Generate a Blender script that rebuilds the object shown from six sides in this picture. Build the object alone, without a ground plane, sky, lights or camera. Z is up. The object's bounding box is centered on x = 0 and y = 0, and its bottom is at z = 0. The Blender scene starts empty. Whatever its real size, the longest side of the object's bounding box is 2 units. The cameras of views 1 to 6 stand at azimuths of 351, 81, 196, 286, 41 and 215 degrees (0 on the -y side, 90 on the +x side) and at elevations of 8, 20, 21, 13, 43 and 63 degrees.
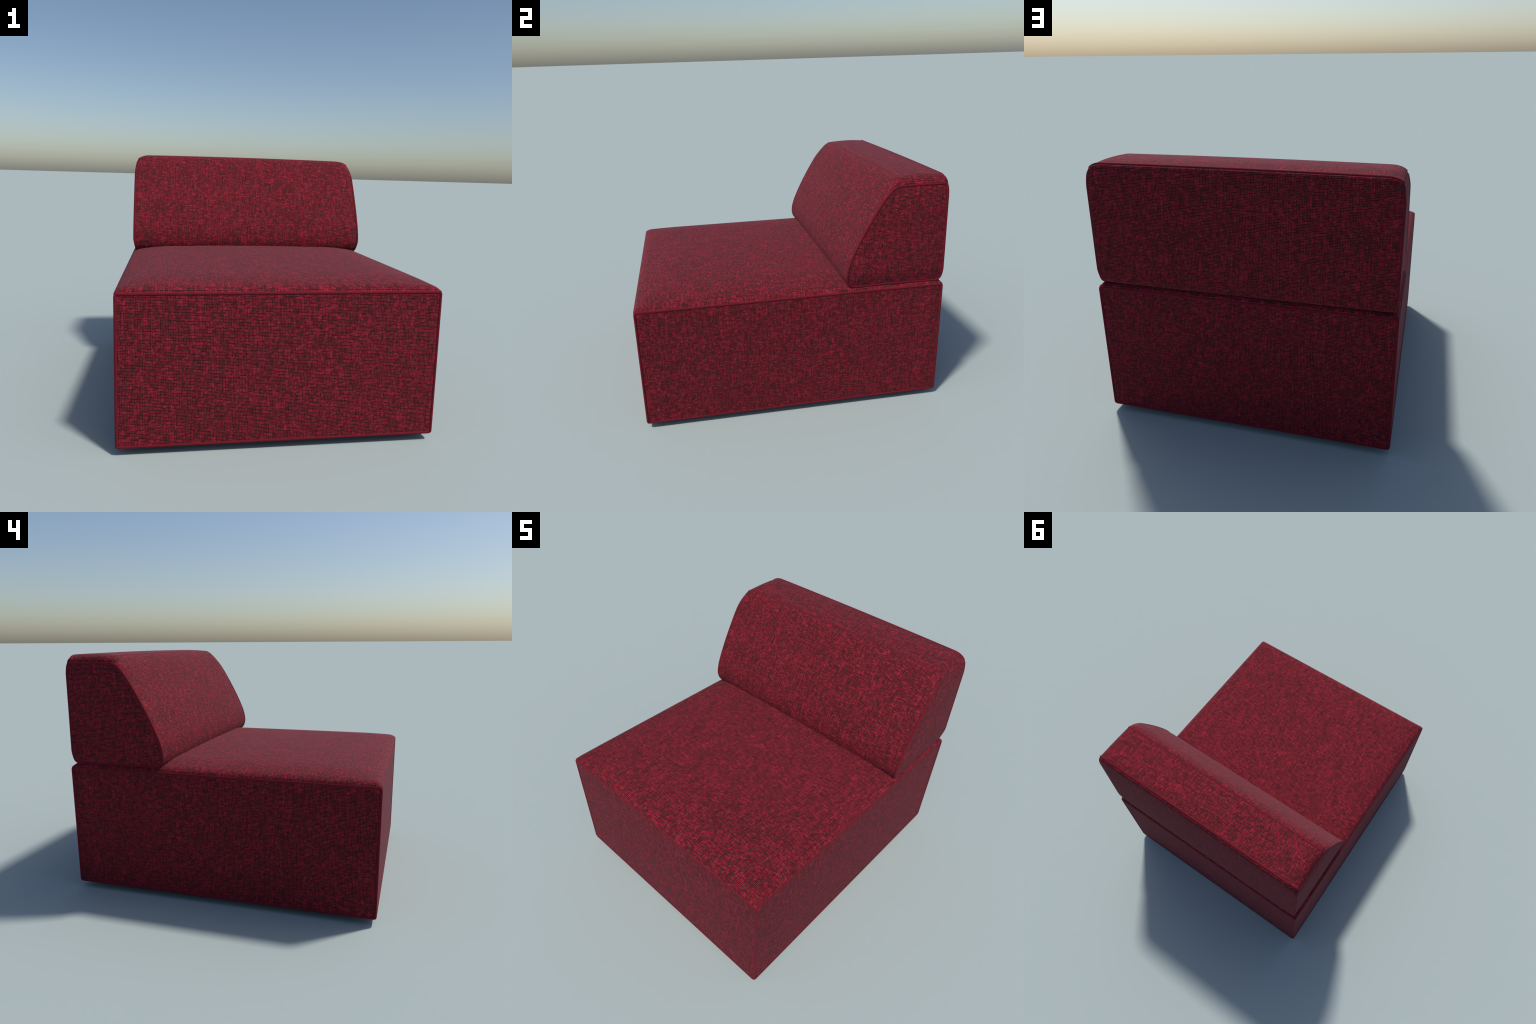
"""Armless upholstered lounge chair: a boxy seat block on four low glides with a
wedge-shaped back cushion on its rear edge.  Every fabric panel is a pillowed
patch of its own; a fabric-covered cord (piping) runs along every seam."""
import bpy, math
from mathutils import Vector

# ------------------------------------------------------------------ sizes (m)
HX, HY = 0.8505, 0.9930          # seat block half width / half depth at the seams
Z0, Z1 = 0.041, 0.842           # seat block lower / upper seam height
BX = 0.845                      # back cushion half width at the side seams
CORD = 0.0085                   # piping radius

# ------------------------------------------------------------------ helpers
def lerp(a, b, t):
    return a + (b - a) * t

def smooth(t):
    t = max(0.0, min(1.0, t))
    return t * t * (3 - 2 * t)

def quarter(d, w):
    """quarter-ellipse rise: 0 at the edge, 1 at distance w"""
    t = max(0.0, min(1.0, d / w))
    return math.sqrt(max(0.0, 1 - (1 - t) ** 2))

def edge_spaced(n, half, near=0.0):
    """n+1 stations over [-half, half], packed towards both ends"""
    out = []
    for i in range(n + 1):
        t = -1 + 2 * i / n
        s = math.copysign(1 - (1 - abs(t)) ** 1.9, t)
        out.append(s * (half - near))
    return out

def catmull(points, per, closed=False):
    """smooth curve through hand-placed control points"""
    pts = [Vector(p) for p in points]
    n = len(pts)
    out = []
    segs = n if closed else n - 1
    for i in range(segs):
        if closed:
            p0, p1, p2, p3 = (pts[(i + k - 1) % n] for k in range(4))
        else:
            p1, p2 = pts[i], pts[i + 1]
            p0 = pts[i - 1] if i else p1 * 2 - p2
            p3 = pts[i + 2] if i + 2 < n else p2 * 2 - p1
        t0 = 0.0
        t1 = t0 + max((p1 - p0).length, 1e-6) ** 0.5
        t2 = t1 + max((p2 - p1).length, 1e-6) ** 0.5
        t3 = t2 + max((p3 - p2).length, 1e-6) ** 0.5
        for k in range(per):
            t = t1 + (t2 - t1) * k / per
            a1 = p0 * ((t1 - t) / (t1 - t0)) + p1 * ((t - t0) / (t1 - t0))
            a2 = p1 * ((t2 - t) / (t2 - t1)) + p2 * ((t - t1) / (t2 - t1))
            a3 = p2 * ((t3 - t) / (t3 - t2)) + p3 * ((t - t2) / (t3 - t2))
            b1 = a1 * ((t2 - t) / (t2 - t0)) + a2 * ((t - t0) / (t2 - t0))
            b2 = a2 * ((t3 - t) / (t3 - t1)) + a3 * ((t - t1) / (t3 - t1))
            out.append(b1 * ((t2 - t) / (t2 - t1)) + b2 * ((t - t1) / (t2 - t1)))
    if not closed:
        out.append(pts[-1].copy())
    return out

def resample(pts, n, pack=1.0):
    """n+1 points along a polyline; pack > 1 crowds them towards both ends"""
    acc = [0.0]
    for a, b in zip(pts, pts[1:]):
        acc.append(acc[-1] + (b - a).length)
    total, out, j = acc[-1], [], 0
    for i in range(n + 1):
        t = -1 + 2 * i / n
        s = (math.copysign(1 - (1 - abs(t)) ** pack, t) + 1) / 2 * total
        while j < len(acc) - 2 and acc[j + 1] < s:
            j += 1
        d = acc[j + 1] - acc[j]
        out.append(pts[j].lerp(pts[j + 1], 0 if d < 1e-9 else min(1, (s - acc[j]) / d)))
    return out, total

def new_object(name, verts, faces, material, parent, flat=False):
    me = bpy.data.meshes.new(name)
    me.from_pydata([tuple(v) for v in verts], [], faces)
    me.update()
    if not flat:
        for p in me.polygons:
            p.use_smooth = True
    me.materials.append(material)
    ob = bpy.data.objects.new(name, me)
    bpy.context.scene.collection.objects.link(ob)
    ob.parent = parent
    return ob

def grid_faces(nu, nv, flip=False):
    fs = []
    for i in range(nu):
        for j in range(nv):
            a = i * (nv + 1) + j
            q = (a, a + nv + 1, a + nv + 2, a + 1)
            fs.append(q[::-1] if flip else q)
    return fs

def tube(path, radius, closed, segs=12):
    """sweep a round cord along a polyline"""
    n = len(path)
    verts, faces = [], []
    ref = None
    for i, p in enumerate(path):
        a = path[(i - 1) % n] if closed or i else path[i]
        b = path[(i + 1) % n] if closed or i < n - 1 else path[i]
        t = (b - a).normalized()
        if ref is None:
            ref = Vector((0, 0, 1)) if abs(t.z) < 0.9 else Vector((1, 0, 0))
        ref = (ref - t * ref.dot(t)).normalized()
        bi = t.cross(ref)
        for k in range(segs):
            w = 2 * math.pi * k / segs
            verts.append(p + (ref * math.cos(w) + bi * math.sin(w)) * radius)
    rings = n if closed else n - 1
    # closed loops may come round with a turned frame: find the best offset
    shift = 0
    if closed:
        shift = min(range(segs), key=lambda s: (verts[(n - 1) * segs] - verts[s]).length)
    for i in range(rings):
        last = closed and i == n - 1
        for k in range(segs):
            a, b = i * segs + k, i * segs + (k + 1) % segs
            if last:
                c, d = (k + 1 + shift) % segs, (k + shift) % segs
            else:
                c, d = (i + 1) * segs + (k + 1) % segs, (i + 1) * segs + k
            faces.append((a, b, c, d))
    if not closed:
        faces.append(tuple(range(segs))[::-1])
        faces.append(tuple((n - 1) * segs + k for k in range(segs)))
    return verts, faces

# ------------------------------------------------------------------ materials
def node(nt, kind, **props):
    n = nt.nodes.new(kind)
    for k, v in props.items():
        setattr(n, k, v)
    return n

THREAD_DARK = (0.029, 0.0120, 0.0122, 1)
THREAD_MID = (0.132, 0.0128, 0.0185, 1)
THREAD_LIGHT = (0.318, 0.0190, 0.040, 1)
CORD_RED = (0.135, 0.0105, 0.0190, 1)

def principled(nt):
    out = node(nt, 'ShaderNodeOutputMaterial')
    b = node(nt, 'ShaderNodeBsdfPrincipled')
    nt.links.new(b.outputs[0], out.inputs[0])
    b.inputs['Roughness'].default_value = 0.85
    b.inputs['Specular IOR Level'].default_value = 0.05
    return b

SHEEN_TINT = (0.195, 0.082, 0.098, 1)  # greyish tint of the grazing sheen, put into base colour

def tint_grazing_sheen(nt, colour, bsdf):
    """mixes in fibres: base colour paled where the cloth is seen at a glancing angle"""
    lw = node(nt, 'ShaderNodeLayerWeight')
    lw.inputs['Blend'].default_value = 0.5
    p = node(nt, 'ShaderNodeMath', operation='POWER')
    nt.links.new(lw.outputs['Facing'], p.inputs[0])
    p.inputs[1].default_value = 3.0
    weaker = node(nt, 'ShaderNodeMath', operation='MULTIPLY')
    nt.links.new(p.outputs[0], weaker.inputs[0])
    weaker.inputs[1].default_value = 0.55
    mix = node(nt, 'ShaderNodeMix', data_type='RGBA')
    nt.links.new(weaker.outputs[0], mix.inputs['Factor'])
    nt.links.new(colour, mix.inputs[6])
    mix.inputs[7].default_value = SHEEN_TINT
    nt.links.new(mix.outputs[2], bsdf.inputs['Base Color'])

def weave(name, u_dir, v_dir):
    """slubby two-tone weave: u runs along the weft slubs, v across them"""
    m = bpy.data.materials.new(name)
    m.use_nodes = True
    nt = m.node_tree
    nt.nodes.clear()
    L = nt.links.new
    bsdf = principled(nt)
    tc = node(nt, 'ShaderNodeTexCoord')

    def dot(vec):
        d = node(nt, 'ShaderNodeVectorMath', operation='DOT_PRODUCT')
        L(tc.outputs['Object'], d.inputs[0])
        d.inputs[1].default_value = vec
        return d.outputs['Value']

    def math_(op, a, b=None, clamp=False):
        n = node(nt, 'ShaderNodeMath', operation=op)
        n.use_clamp = clamp
        for i, x in enumerate((a, b)):
            if x is None:
                continue
            if isinstance(x, (int, float)):
                n.inputs[i].default_value = x
            else:
                L(x, n.inputs[i])
        return n.outputs[0]

    u, v = dot(u_dir), dot(v_dir)

    # hand of the cloth: threads wander a little
    wob = node(nt, 'ShaderNodeTexNoise', noise_dimensions='3D')
    wob.inputs['Scale'].default_value = 9.0
    wob.inputs['Detail'].default_value = 1.0
    L(tc.outputs['Object'], wob.inputs['Vector'])
    drift = math_('MULTIPLY', math_('SUBTRACT', wob.outputs[0], 0.5), 0.006)
    v = math_('ADD', v, drift)
    wob2 = node(nt, 'ShaderNodeTexNoise', noise_dimensions='3D')
    wob2.inputs['Scale'].default_value = 48.0
    wob2.inputs['Detail'].default_value = 0.0
    L(tc.outputs['Object'], wob2.inputs['Vector'])
    jitter = math_('MULTIPLY', math_('SUBTRACT', wob2.outputs[0], 0.5), 0.0020)
    v = math_('ADD', v, jitter)
    u = math_('SUBTRACT', u, jitter)
    u = math_('ADD', u, math_('MULTIPLY', drift, 0.6))

    def noise(su, sv, seed, detail=0.0):
        c = node(nt, 'ShaderNodeCombineXYZ')
        L(math_('MULTIPLY', u, su), c.inputs[0])
        L(math_('MULTIPLY', v, sv), c.inputs[1])
        c.inputs[2].default_value = seed
        n = node(nt, 'ShaderNodeTexNoise', noise_dimensions='3D')
        n.inputs['Scale'].default_value = 1.0
        n.inputs['Detail'].default_value = detail
        L(c.outputs[0], n.inputs['Vector'])
        return n.outputs[0]

    def ease(x, lo, hi):
        n = node(nt, 'ShaderNodeMapRange', interpolation_type='SMOOTHSTEP')
        L(x, n.inputs['Value'])
        n.inputs['From Min'].default_value, n.inputs['From Max'].default_value = lo, hi
        return n.outputs[0]

    def gaps(across, along, pitch, run, seed, lo, hi):
        """dark slits between neighbouring yarns: broken dashes of varied length"""
        r = math_('DIVIDE', across, pitch)
        row = math_('FLOOR', r)
        f = math_('ABSOLUTE', math_('SUBTRACT', math_('FRACT', r), 0.5))
        slit = ease(f, 0.46, 0.12)
        c = node(nt, 'ShaderNodeCombineXYZ')
        L(math_('MULTIPLY', along, run), c.inputs[0])
        L(math_('MULTIPLY', row, 7.31), c.inputs[1])
        c.inputs[2].default_value = seed
        n = node(nt, 'ShaderNodeTexNoise', noise_dimensions='3D')
        n.inputs['Scale'].default_value = 1.0
        n.inputs['Detail'].default_value = 1.0
        L(c.outputs[0], n.inputs['Vector'])
        return row, math_('MULTIPLY', slit, math_('ADD', math_('MULTIPLY', ease(n.outputs[0], lo, hi), 0.82), 0.18))

    row, weft_gap = gaps(v, u, 0.0078, 36, 4.4, 0.34, 0.60)
    column, warp_gap = gaps(u, v, 0.0080, 36, 9.9, 0.38, 0.64)
    # (cells per metre along u, along v, seed, weight): uneven dyeing of the yarns
    layers = ((18, 145, 3.1, 0.22), (145, 11, 15.3, 0.36), (190, 190, 27.0, 0.26))
    # each crossing of two yarns shows as a bead of its own brightness
    cell = node(nt, 'ShaderNodeCombineXYZ')
    L(column, cell.inputs[0])
    L(row, cell.inputs[1])
    bead = node(nt, 'ShaderNodeTexWhiteNoise', noise_dimensions='2D')
    L(cell.outputs[0], bead.inputs['Vector'])
    t, total = math_('MULTIPLY', bead.outputs['Value'], 0.22), 0.22
    for su, sv, seed, weight in layers:
        part = math_('MULTIPLY', noise(su, sv, seed), weight)
        t = math_('ADD', t, part)
        total += weight
    t = math_('ADD', math_('MULTIPLY', math_('SUBTRACT', t, total / 2), 1.12), 0.760)
    t = math_('SUBTRACT', t, math_('MULTIPLY', weft_gap, 0.52))
    t = math_('SUBTRACT', t, math_('MULTIPLY', warp_gap, 0.34), clamp=True)
    ramp = node(nt, 'ShaderNodeValToRGB')
    e = ramp.color_ramp.elements
    e[0].position, e[0].color = 0.20, THREAD_DARK
    e[1].position, e[1].color = 0.86, THREAD_LIGHT
    mid = e.new(0.50)
    mid.color = THREAD_MID
    L(t, ramp.inputs[0])
    tint_grazing_sheen(nt, ramp.outputs[0], bsdf)
    bump = node(nt, 'ShaderNodeBump')
    bump.inputs['Strength'].default_value = 0.25
    bump.inputs['Distance'].default_value = 0.002
    L(t, bump.inputs['Height'])
    L(bump.outputs[0], bsdf.inputs['Normal'])
    return m

def plain(name, color, rough=0.62, grain=0.0, baked_sheen=False):
    m = bpy.data.materials.new(name)
    m.use_nodes = True
    nt = m.node_tree
    nt.nodes.clear()
    bsdf = principled(nt)
    bsdf.inputs['Roughness'].default_value = rough
    tc = node(nt, 'ShaderNodeTexCoord')
    n = node(nt, 'ShaderNodeTexNoise')
    n.inputs['Scale'].default_value = 160
    nt.links.new(tc.outputs['Object'], n.inputs['Vector'])
    ramp = node(nt, 'ShaderNodeValToRGB')
    lo = tuple(c * (1 - grain) for c in color[:3]) + (1,)
    hi = tuple(c * (1 + grain) for c in color[:3]) + (1,)
    e = ramp.color_ramp.elements
    e[0].position, e[0].color = 0.3, lo
    e[1].position, e[1].color = 0.7, hi
    nt.links.new(n.outputs[0], ramp.inputs[0])
    if baked_sheen:
        tint_grazing_sheen(nt, ramp.outputs[0], bsdf)
    else:
        nt.links.new(ramp.outputs[0], bsdf.inputs['Base Color'])
    return m

CLOTH_FRONT = weave("woven_cloth_front", (1, 0, 0), (0, 0, 1))
CLOTH_SIDE = weave("woven_cloth_side", (0, 1, 0), (0, 0, 1))
CLOTH_SEAT = weave("woven_cloth_seat", (1, 0, 0), (0, 1, 0))
CLOTH_CREST = weave("woven_cloth_crest", (0, 1, 0), (1, 0, 0))
CLOTH_SLOPE = weave("woven_cloth_slope", (1, 0, 0), (0, 0.436, 0.90))
CORD_CLOTH = plain("piping_cloth", CORD_RED, 0.85, 0.18, True)
LINING = plain("dark_lining", (0.035, 0.006, 0.010, 1), 0.8, 0.1)
GLIDE = plain("black_plastic", (0.018, 0.018, 0.019, 1), 0.45, 0.1)

# ------------------------------------------------------------------ the thing
chair = bpy.data.objects.new("lounge_chair", None)
bpy.context.scene.collection.objects.link(chair)
chair["label"] = "armless red woven fabric lounge chair with wedge backrest"
chair["category"] = "lounge chair"

def box_mesh(name, lo, hi, mat, parent):
    v = [Vector((x, y, z)) for x in (lo[0], hi[0]) for y in (lo[1], hi[1]) for z in (lo[2], hi[2])]
    f = [(0, 1, 3, 2), (4, 6, 7, 5), (0, 4, 5, 1), (2, 3, 7, 6), (0, 2, 6, 4), (1, 5, 7, 3)]
    return new_object(name, v, f, mat, parent, flat=True)

IN = 0.016
seat_base = box_mesh("seat_base", (-HX + IN, -HY + IN, Z0 + 0.006), (HX - IN, HY - IN, Z1 - 0.012),
                     LINING, chair)

def roll(d, depth=0.012, w=0.013):
    """cloth turns down into the seam close to a panel edge"""
    return -depth * (1 - quarter(d, w))

def round_corner(u, v, hu, hv, r=0.014):
    """squeeze the square corner of a panel into a quarter disc"""
    a, b = (abs(u) - hu + r) / r, (abs(v) - hv + r) / r
    if a <= 0 or b <= 0:
        return u, v
    return (math.copysign(hu - r + r * a * math.sqrt(1 - b * b / 2), u),
            math.copysign(hv - r + r * b * math.sqrt(1 - a * a / 2), v))

def rect_panel(name, centre, ua, va, na, hu, hv, height, mat, parent, nu=72, nv=72):
    """pillowed rectangular patch; height(du, dv, u, v) gives its rise"""
    us, vs = edge_spaced(nu, hu), edge_spaced(nv, hv)
    verts = []
    for u in us:
        for v in vs:
            h = height(hu - abs(u), hv - abs(v), u / hu, v / hv)
            pu, pv = round_corner(u, v, hu, hv)
            verts.append(centre + ua * pu + va * pv + na * h)
    flip = ua.cross(va).dot(na) < 0
    return new_object(name, verts, grid_faces(nu, nv, flip), mat, parent)

X, Y, Z = Vector((1, 0, 0)), Vector((0, 1, 0)), Vector((0, 0, 1))

def wall_height(du, dv, u, v):
    return roll(min(du, dv)) + 0.003 * (1 - u ** 4) * (1 - v ** 4)

def seat_height(du, dv, u, v):
    """tight roll over the seam, then a long soft shoulder up to a flat crown"""
    def shoulder(d):
        return 1 - max(0.0, 1 - d / 0.28) ** 2
    return (-0.002 * (1 - quarter(min(du, dv), 0.012))
            + 0.025 * quarter(du, 0.055) * quarter(dv, 0.055)
            + 0.027 * shoulder(du) * shoulder(dv)
            + 0.015 * (1 - u * u) * (1 - v * v))

zm, hz = (Z0 + Z1) / 2, (Z1 - Z0) / 2
rect_panel("front_panel", Vector((0, -HY, zm)), X, Z, -Y, HX, hz, wall_height, CLOTH_FRONT, seat_base)
rect_panel("back_panel", Vector((0, HY, zm)), X, Z, Y, HX, hz, wall_height, CLOTH_FRONT, seat_base)
for s in (-1, 1):
    rect_panel("side_panel", Vector((s * HX, 0, zm)), Y, Z, X * s, HY, hz, wall_height, CLOTH_SIDE, seat_base)
rect_panel("seat_panel", Vector((0, 0, Z1)), X, Y, Z, HX, HY, seat_height, CLOTH_SEAT, seat_base, 120, 120)
rect_panel("underside_panel", Vector((0, 0, Z0)), X, Y, -Z, HX, HY,
           lambda du, dv, u, v: roll(min(du, dv), 0.008), LINING, seat_base, 24, 24)

def rounded_loop(hx, hy, z, r, n=8):
    pts = []
    for cx, cy, a0 in ((1, 1, 0), (-1, 1, 90), (-1, -1, 180), (1, -1, 270)):
        for k in range(n + 1):
            a = math.radians(a0 + 90 * k / n)
            pts.append(Vector((cx * (hx - r) + r * math.cos(a), cy * (hy - r) + r * math.sin(a), z)))
    return pts

def piping(path, radius, closed, parent):
    v, f = tube(path, radius, closed)
    return new_object("piping", v, f, CORD_CLOTH, parent)

ci = CORD - 0.004                    # cord sits 4 mm proud of the seam planes
for z in (Z0 + ci + 0.001, Z1 - ci + 0.001):
    piping(rounded_loop(HX - ci, HY - ci, z, 0.012), CORD, True, seat_base)
for sx in (-1, 1):
    for sy in (-1, 1):
        x, y = sx * (HX - ci), sy * (HY - ci)
        path = []
        for k in range(121):
            z = lerp(Z0 + ci, Z1 - ci, k / 120)
            d = min(z - Z0 - ci, Z1 - ci - z)
            pull = 0.0033 * (1 - quarter(d, 0.014))      # eases into the corner knot
            path.append(Vector((x - sx * pull, y - sy * pull, z)))
        piping(path, CORD, False, seat_base)

# ------------------------------------------------------------------ back cushion
# (y, z) outlines.  SIDE_* at the side seams, MID_* on the centre line.
SIDE_TOP = [(0.664, 1.512), (0.76, 1.513), (0.86, 1.513), (0.958, 1.513)]
MID_TOP = [(0.668, 1.561), (0.74, 1.567), (0.86, 1.570), (0.968, 1.562)]
SIDE_REAR = [(0.958, 1.513), (0.972, 1.508), (0.979, 1.48), (0.981, 1.40), (0.984, 1.20), (0.986, 1.00),
             (0.985, 0.915), (0.978, 0.881), (0.955, 0.864)]
MID_REAR = [(0.968, 1.562), (0.984, 1.546), (0.990, 1.49), (0.994, 1.40), (0.998, 1.20), (0.998, 1.00),
            (0.995, 0.915), (0.986, 0.878), (0.955, 0.860)]
SIDE_FRONT = [(0.664, 1.512), (0.640, 1.503), (0.604, 1.474), (0.568, 1.431), (0.528, 1.370),
              (0.481, 1.290), (0.435, 1.205), (0.388, 1.107), (0.357, 1.030), (0.343, 0.973),
              (0.341, 0.930), (0.350, 0.895), (0.366, 0.877), (0.392, 0.868)]
MID_FRONT = [(0.668, 1.561), (0.643, 1.547), (0.605, 1.506), (0.568, 1.451), (0.528, 1.383),
             (0.481, 1.300), (0.433, 1.211), (0.385, 1.111), (0.353, 1.033), (0.339, 0.973),
             (0.337, 0.930), (0.346, 0.893), (0.362, 0.875), (0.392, 0.864)]
SIDE_BASE = [(0.392, 0.868), (0.65, 0.868), (0.955, 0.864)]
MID_BASE = [(0.392, 0.864), (0.65, 0.864), (0.955, 0.860)]

def curve(pts, per=10):
    return catmull([(0, a, b) for a, b in pts], per)

side_loop = []
for seg, rev in ((SIDE_TOP, True), (SIDE_FRONT, False), (SIDE_BASE, False), (SIDE_REAR, True)):
    c = curve(seg)
    side_loop += (c[::-1] if rev else c)[:-1]
side_loop = resample(side_loop + [side_loop[0]], 150)[0][:-1]
centre = Vector((0, 0.70, 1.17))

# padded core that closes the cushion behind its seams
core_v, core_f = [], []
for x in (-BX + 0.022, BX - 0.022):
    core_v += [Vector((x, *(centre + (p - centre) * 0.94).yz)) for p in side_loop]
n = len(side_loop)
core_f = [(i, (i + 1) % n, n + (i + 1) % n, n + i) for i in range(n)]
core_f += [tuple(range(n))[::-1], tuple(range(n, 2 * n))]
backrest = new_object("backrest", core_v, core_f, LINING, chair, flat=True)

def fullness(x):
    """how far the stuffing fills out from side seam (0) to the centre (1)"""
    return 0.90 * quarter(BX - abs(x), 0.085) + 0.10 * (1 - (x / BX) ** 2)

def loft_panel(name, side_pts, mid_pts, mat, nt=64, nx=110, seam_ends=(True, True)):
    a, la = resample(curve(side_pts), nt, 1.5)
    b, lb = resample(curve(mid_pts), nt, 1.5)
    dist = [0.0]
    for p, q in zip(b, b[1:]):
        dist.append(dist[-1] + (q - p).length)
    xs = edge_spaced(nx, BX)
    rows = []
    for x in xs:
        g = fullness(x)
        rows.append([Vector((x, *(p.lerp(q, g)).yz)) for p, q in zip(a, b)])
    verts = []
    for i, x in enumerate(xs):
        for j in range(nt + 1):
            p = rows[i][j]
            t = rows[i][min(j + 1, nt)] - rows[i][max(j - 1, 0)]
            nrm = Vector((0, t.z, -t.y)).normalized()
            if nrm.dot(p - Vector((x, centre.y, centre.z))) < 0:
                nrm = -nrm
            d = 9.0
            if seam_ends[0]:
                d = min(d, dist[j])
            if seam_ends[1]:
                d = min(d, lb - dist[j])
            k = roll(d, 0.010, 0.013) + roll(BX - abs(x), 0.005, 0.010)
            verts.append(p + nrm * k)
    ob = new_object(name, verts, grid_faces(nx, nt), mat, backrest)
    me = ob.data
    mp = me.polygons[(nx // 2) * nt + nt // 2]
    if mp.normal.dot(Vector(mp.center) - centre) < 0:
        me.flip_normals()
    return ob

loft_panel("top_panel", SIDE_TOP, MID_TOP, CLOTH_CREST)
loft_panel("rear_panel", SIDE_REAR, MID_REAR, CLOTH_FRONT, seam_ends=(True, False))
loft_panel("front_cushion_panel", SIDE_FRONT, MID_FRONT, CLOTH_SLOPE, nt=90, seam_ends=(True, False))
loft_panel("lower_panel", SIDE_BASE, MID_BASE, LINING, nt=12, nx=40, seam_ends=(False, False))

# side panels: concentric rings from the profile to its centre
for s in (-1, 1):
    rings = [1.0 - 0.004 / 0.35, 0.985, 0.975, 0.96, 0.94, 0.9, 0.84, 0.76, 0.66, 0.54, 0.4, 0.26, 0.12]
    verts = []
    for r in rings:
        for p in side_loop:
            q = centre + (p - centre) * r
            d = (p - q).length
            h = roll(d, 0.012, 0.013) + (0.010 if s > 0 else 0.005) * (1 - r ** 2.6)
            verts.append(Vector((s * (BX + h), q.y, q.z)))
    verts.append(Vector((s * (BX + (0.010 if s > 0 else 0.005)), centre.y, centre.z)))
    faces = []
    for k in range(len(rings) - 1):
        for i in range(n):
            q = (k * n + i, k * n + (i + 1) % n, (k + 1) * n + (i + 1) % n, (k + 1) * n + i)
            faces.append(q if s < 0 else q[::-1])
    k = (len(rings) - 1) * n
    for i in range(n):
        q = (k + i, k + (i + 1) % n, len(verts) - 1)
        faces.append(q if s < 0 else q[::-1])
    ob = new_object("side_panel", verts, faces, CLOTH_SIDE, backrest)
    if ob.data.polygons[k].normal.x * s < 0:
        ob.data.flip_normals()
    loop = []
    for p in side_loop:
        inward = (centre - p).normalized() * (ci - 0.001)
        loop.append(Vector((s * (BX - ci), p.y + inward.y, p.z + inward.z)))
    piping(loop, CORD, True, backrest)

# cords along the two long seams of the crest, following the crown
for side_p, mid_p, r, sink in ((SIDE_TOP[0], MID_TOP[0], 0.0065, 0.0060), (SIDE_TOP[-1], MID_TOP[-1], 0.0085, 0.0065)):
    path = []
    for x in edge_spaced(90, BX - 0.008):
        g = fullness(x)
        p = Vector((x, lerp(side_p[0], mid_p[0], g), lerp(side_p[1], mid_p[1], g)))
        inward = (Vector((x, centre.y, centre.z)) - p).normalized()
        path.append(p + inward * sink)
    piping(path, r, False, backrest)

# the stuffing bows the ends out at mid height and tucks them in at the corners
for ob in [backrest] + list(backrest.children):
    for v in ob.data.vertices:
        z = v.co.z
        v.co.x = 0.003 + v.co.x * (1 - 0.017 * smooth((0.96 - z) / 0.10) - 0.012 * smooth((z - 1.42) / 0.11))
    ob.data.update()

# ------------------------------------------------------------------ glides
fv, ff = [], []
seg = 28
prof = [(0.0, 0.0), (0.030, 0.0), (0.034, 0.004), (0.036, 0.030), (0.036, 0.046), (0.0, 0.046)]
for r, z in prof:
    for k in range(seg):
        a = 2 * math.pi * k / seg
        fv.append(Vector((max(r, 0.0005) * math.cos(a), max(r, 0.0005) * math.sin(a), z)))
for j in range(len(prof) - 1):
    for k in range(seg):
        ff.append((j * seg + k, j * seg + (k + 1) % seg, (j + 1) * seg + (k + 1) % seg, (j + 1) * seg + k))
first = new_object("foot", fv, ff, GLIDE, chair, flat=True)
first.location = (-HX + 0.14, -HY + 0.14, 0)
for sx, sy in ((1, -1), (-1, 1), (1, 1)):
    f = first.copy()
    f.location = (sx * (HX - 0.14), sy * (HY - 0.14), 0)
    bpy.context.scene.collection.objects.link(f)
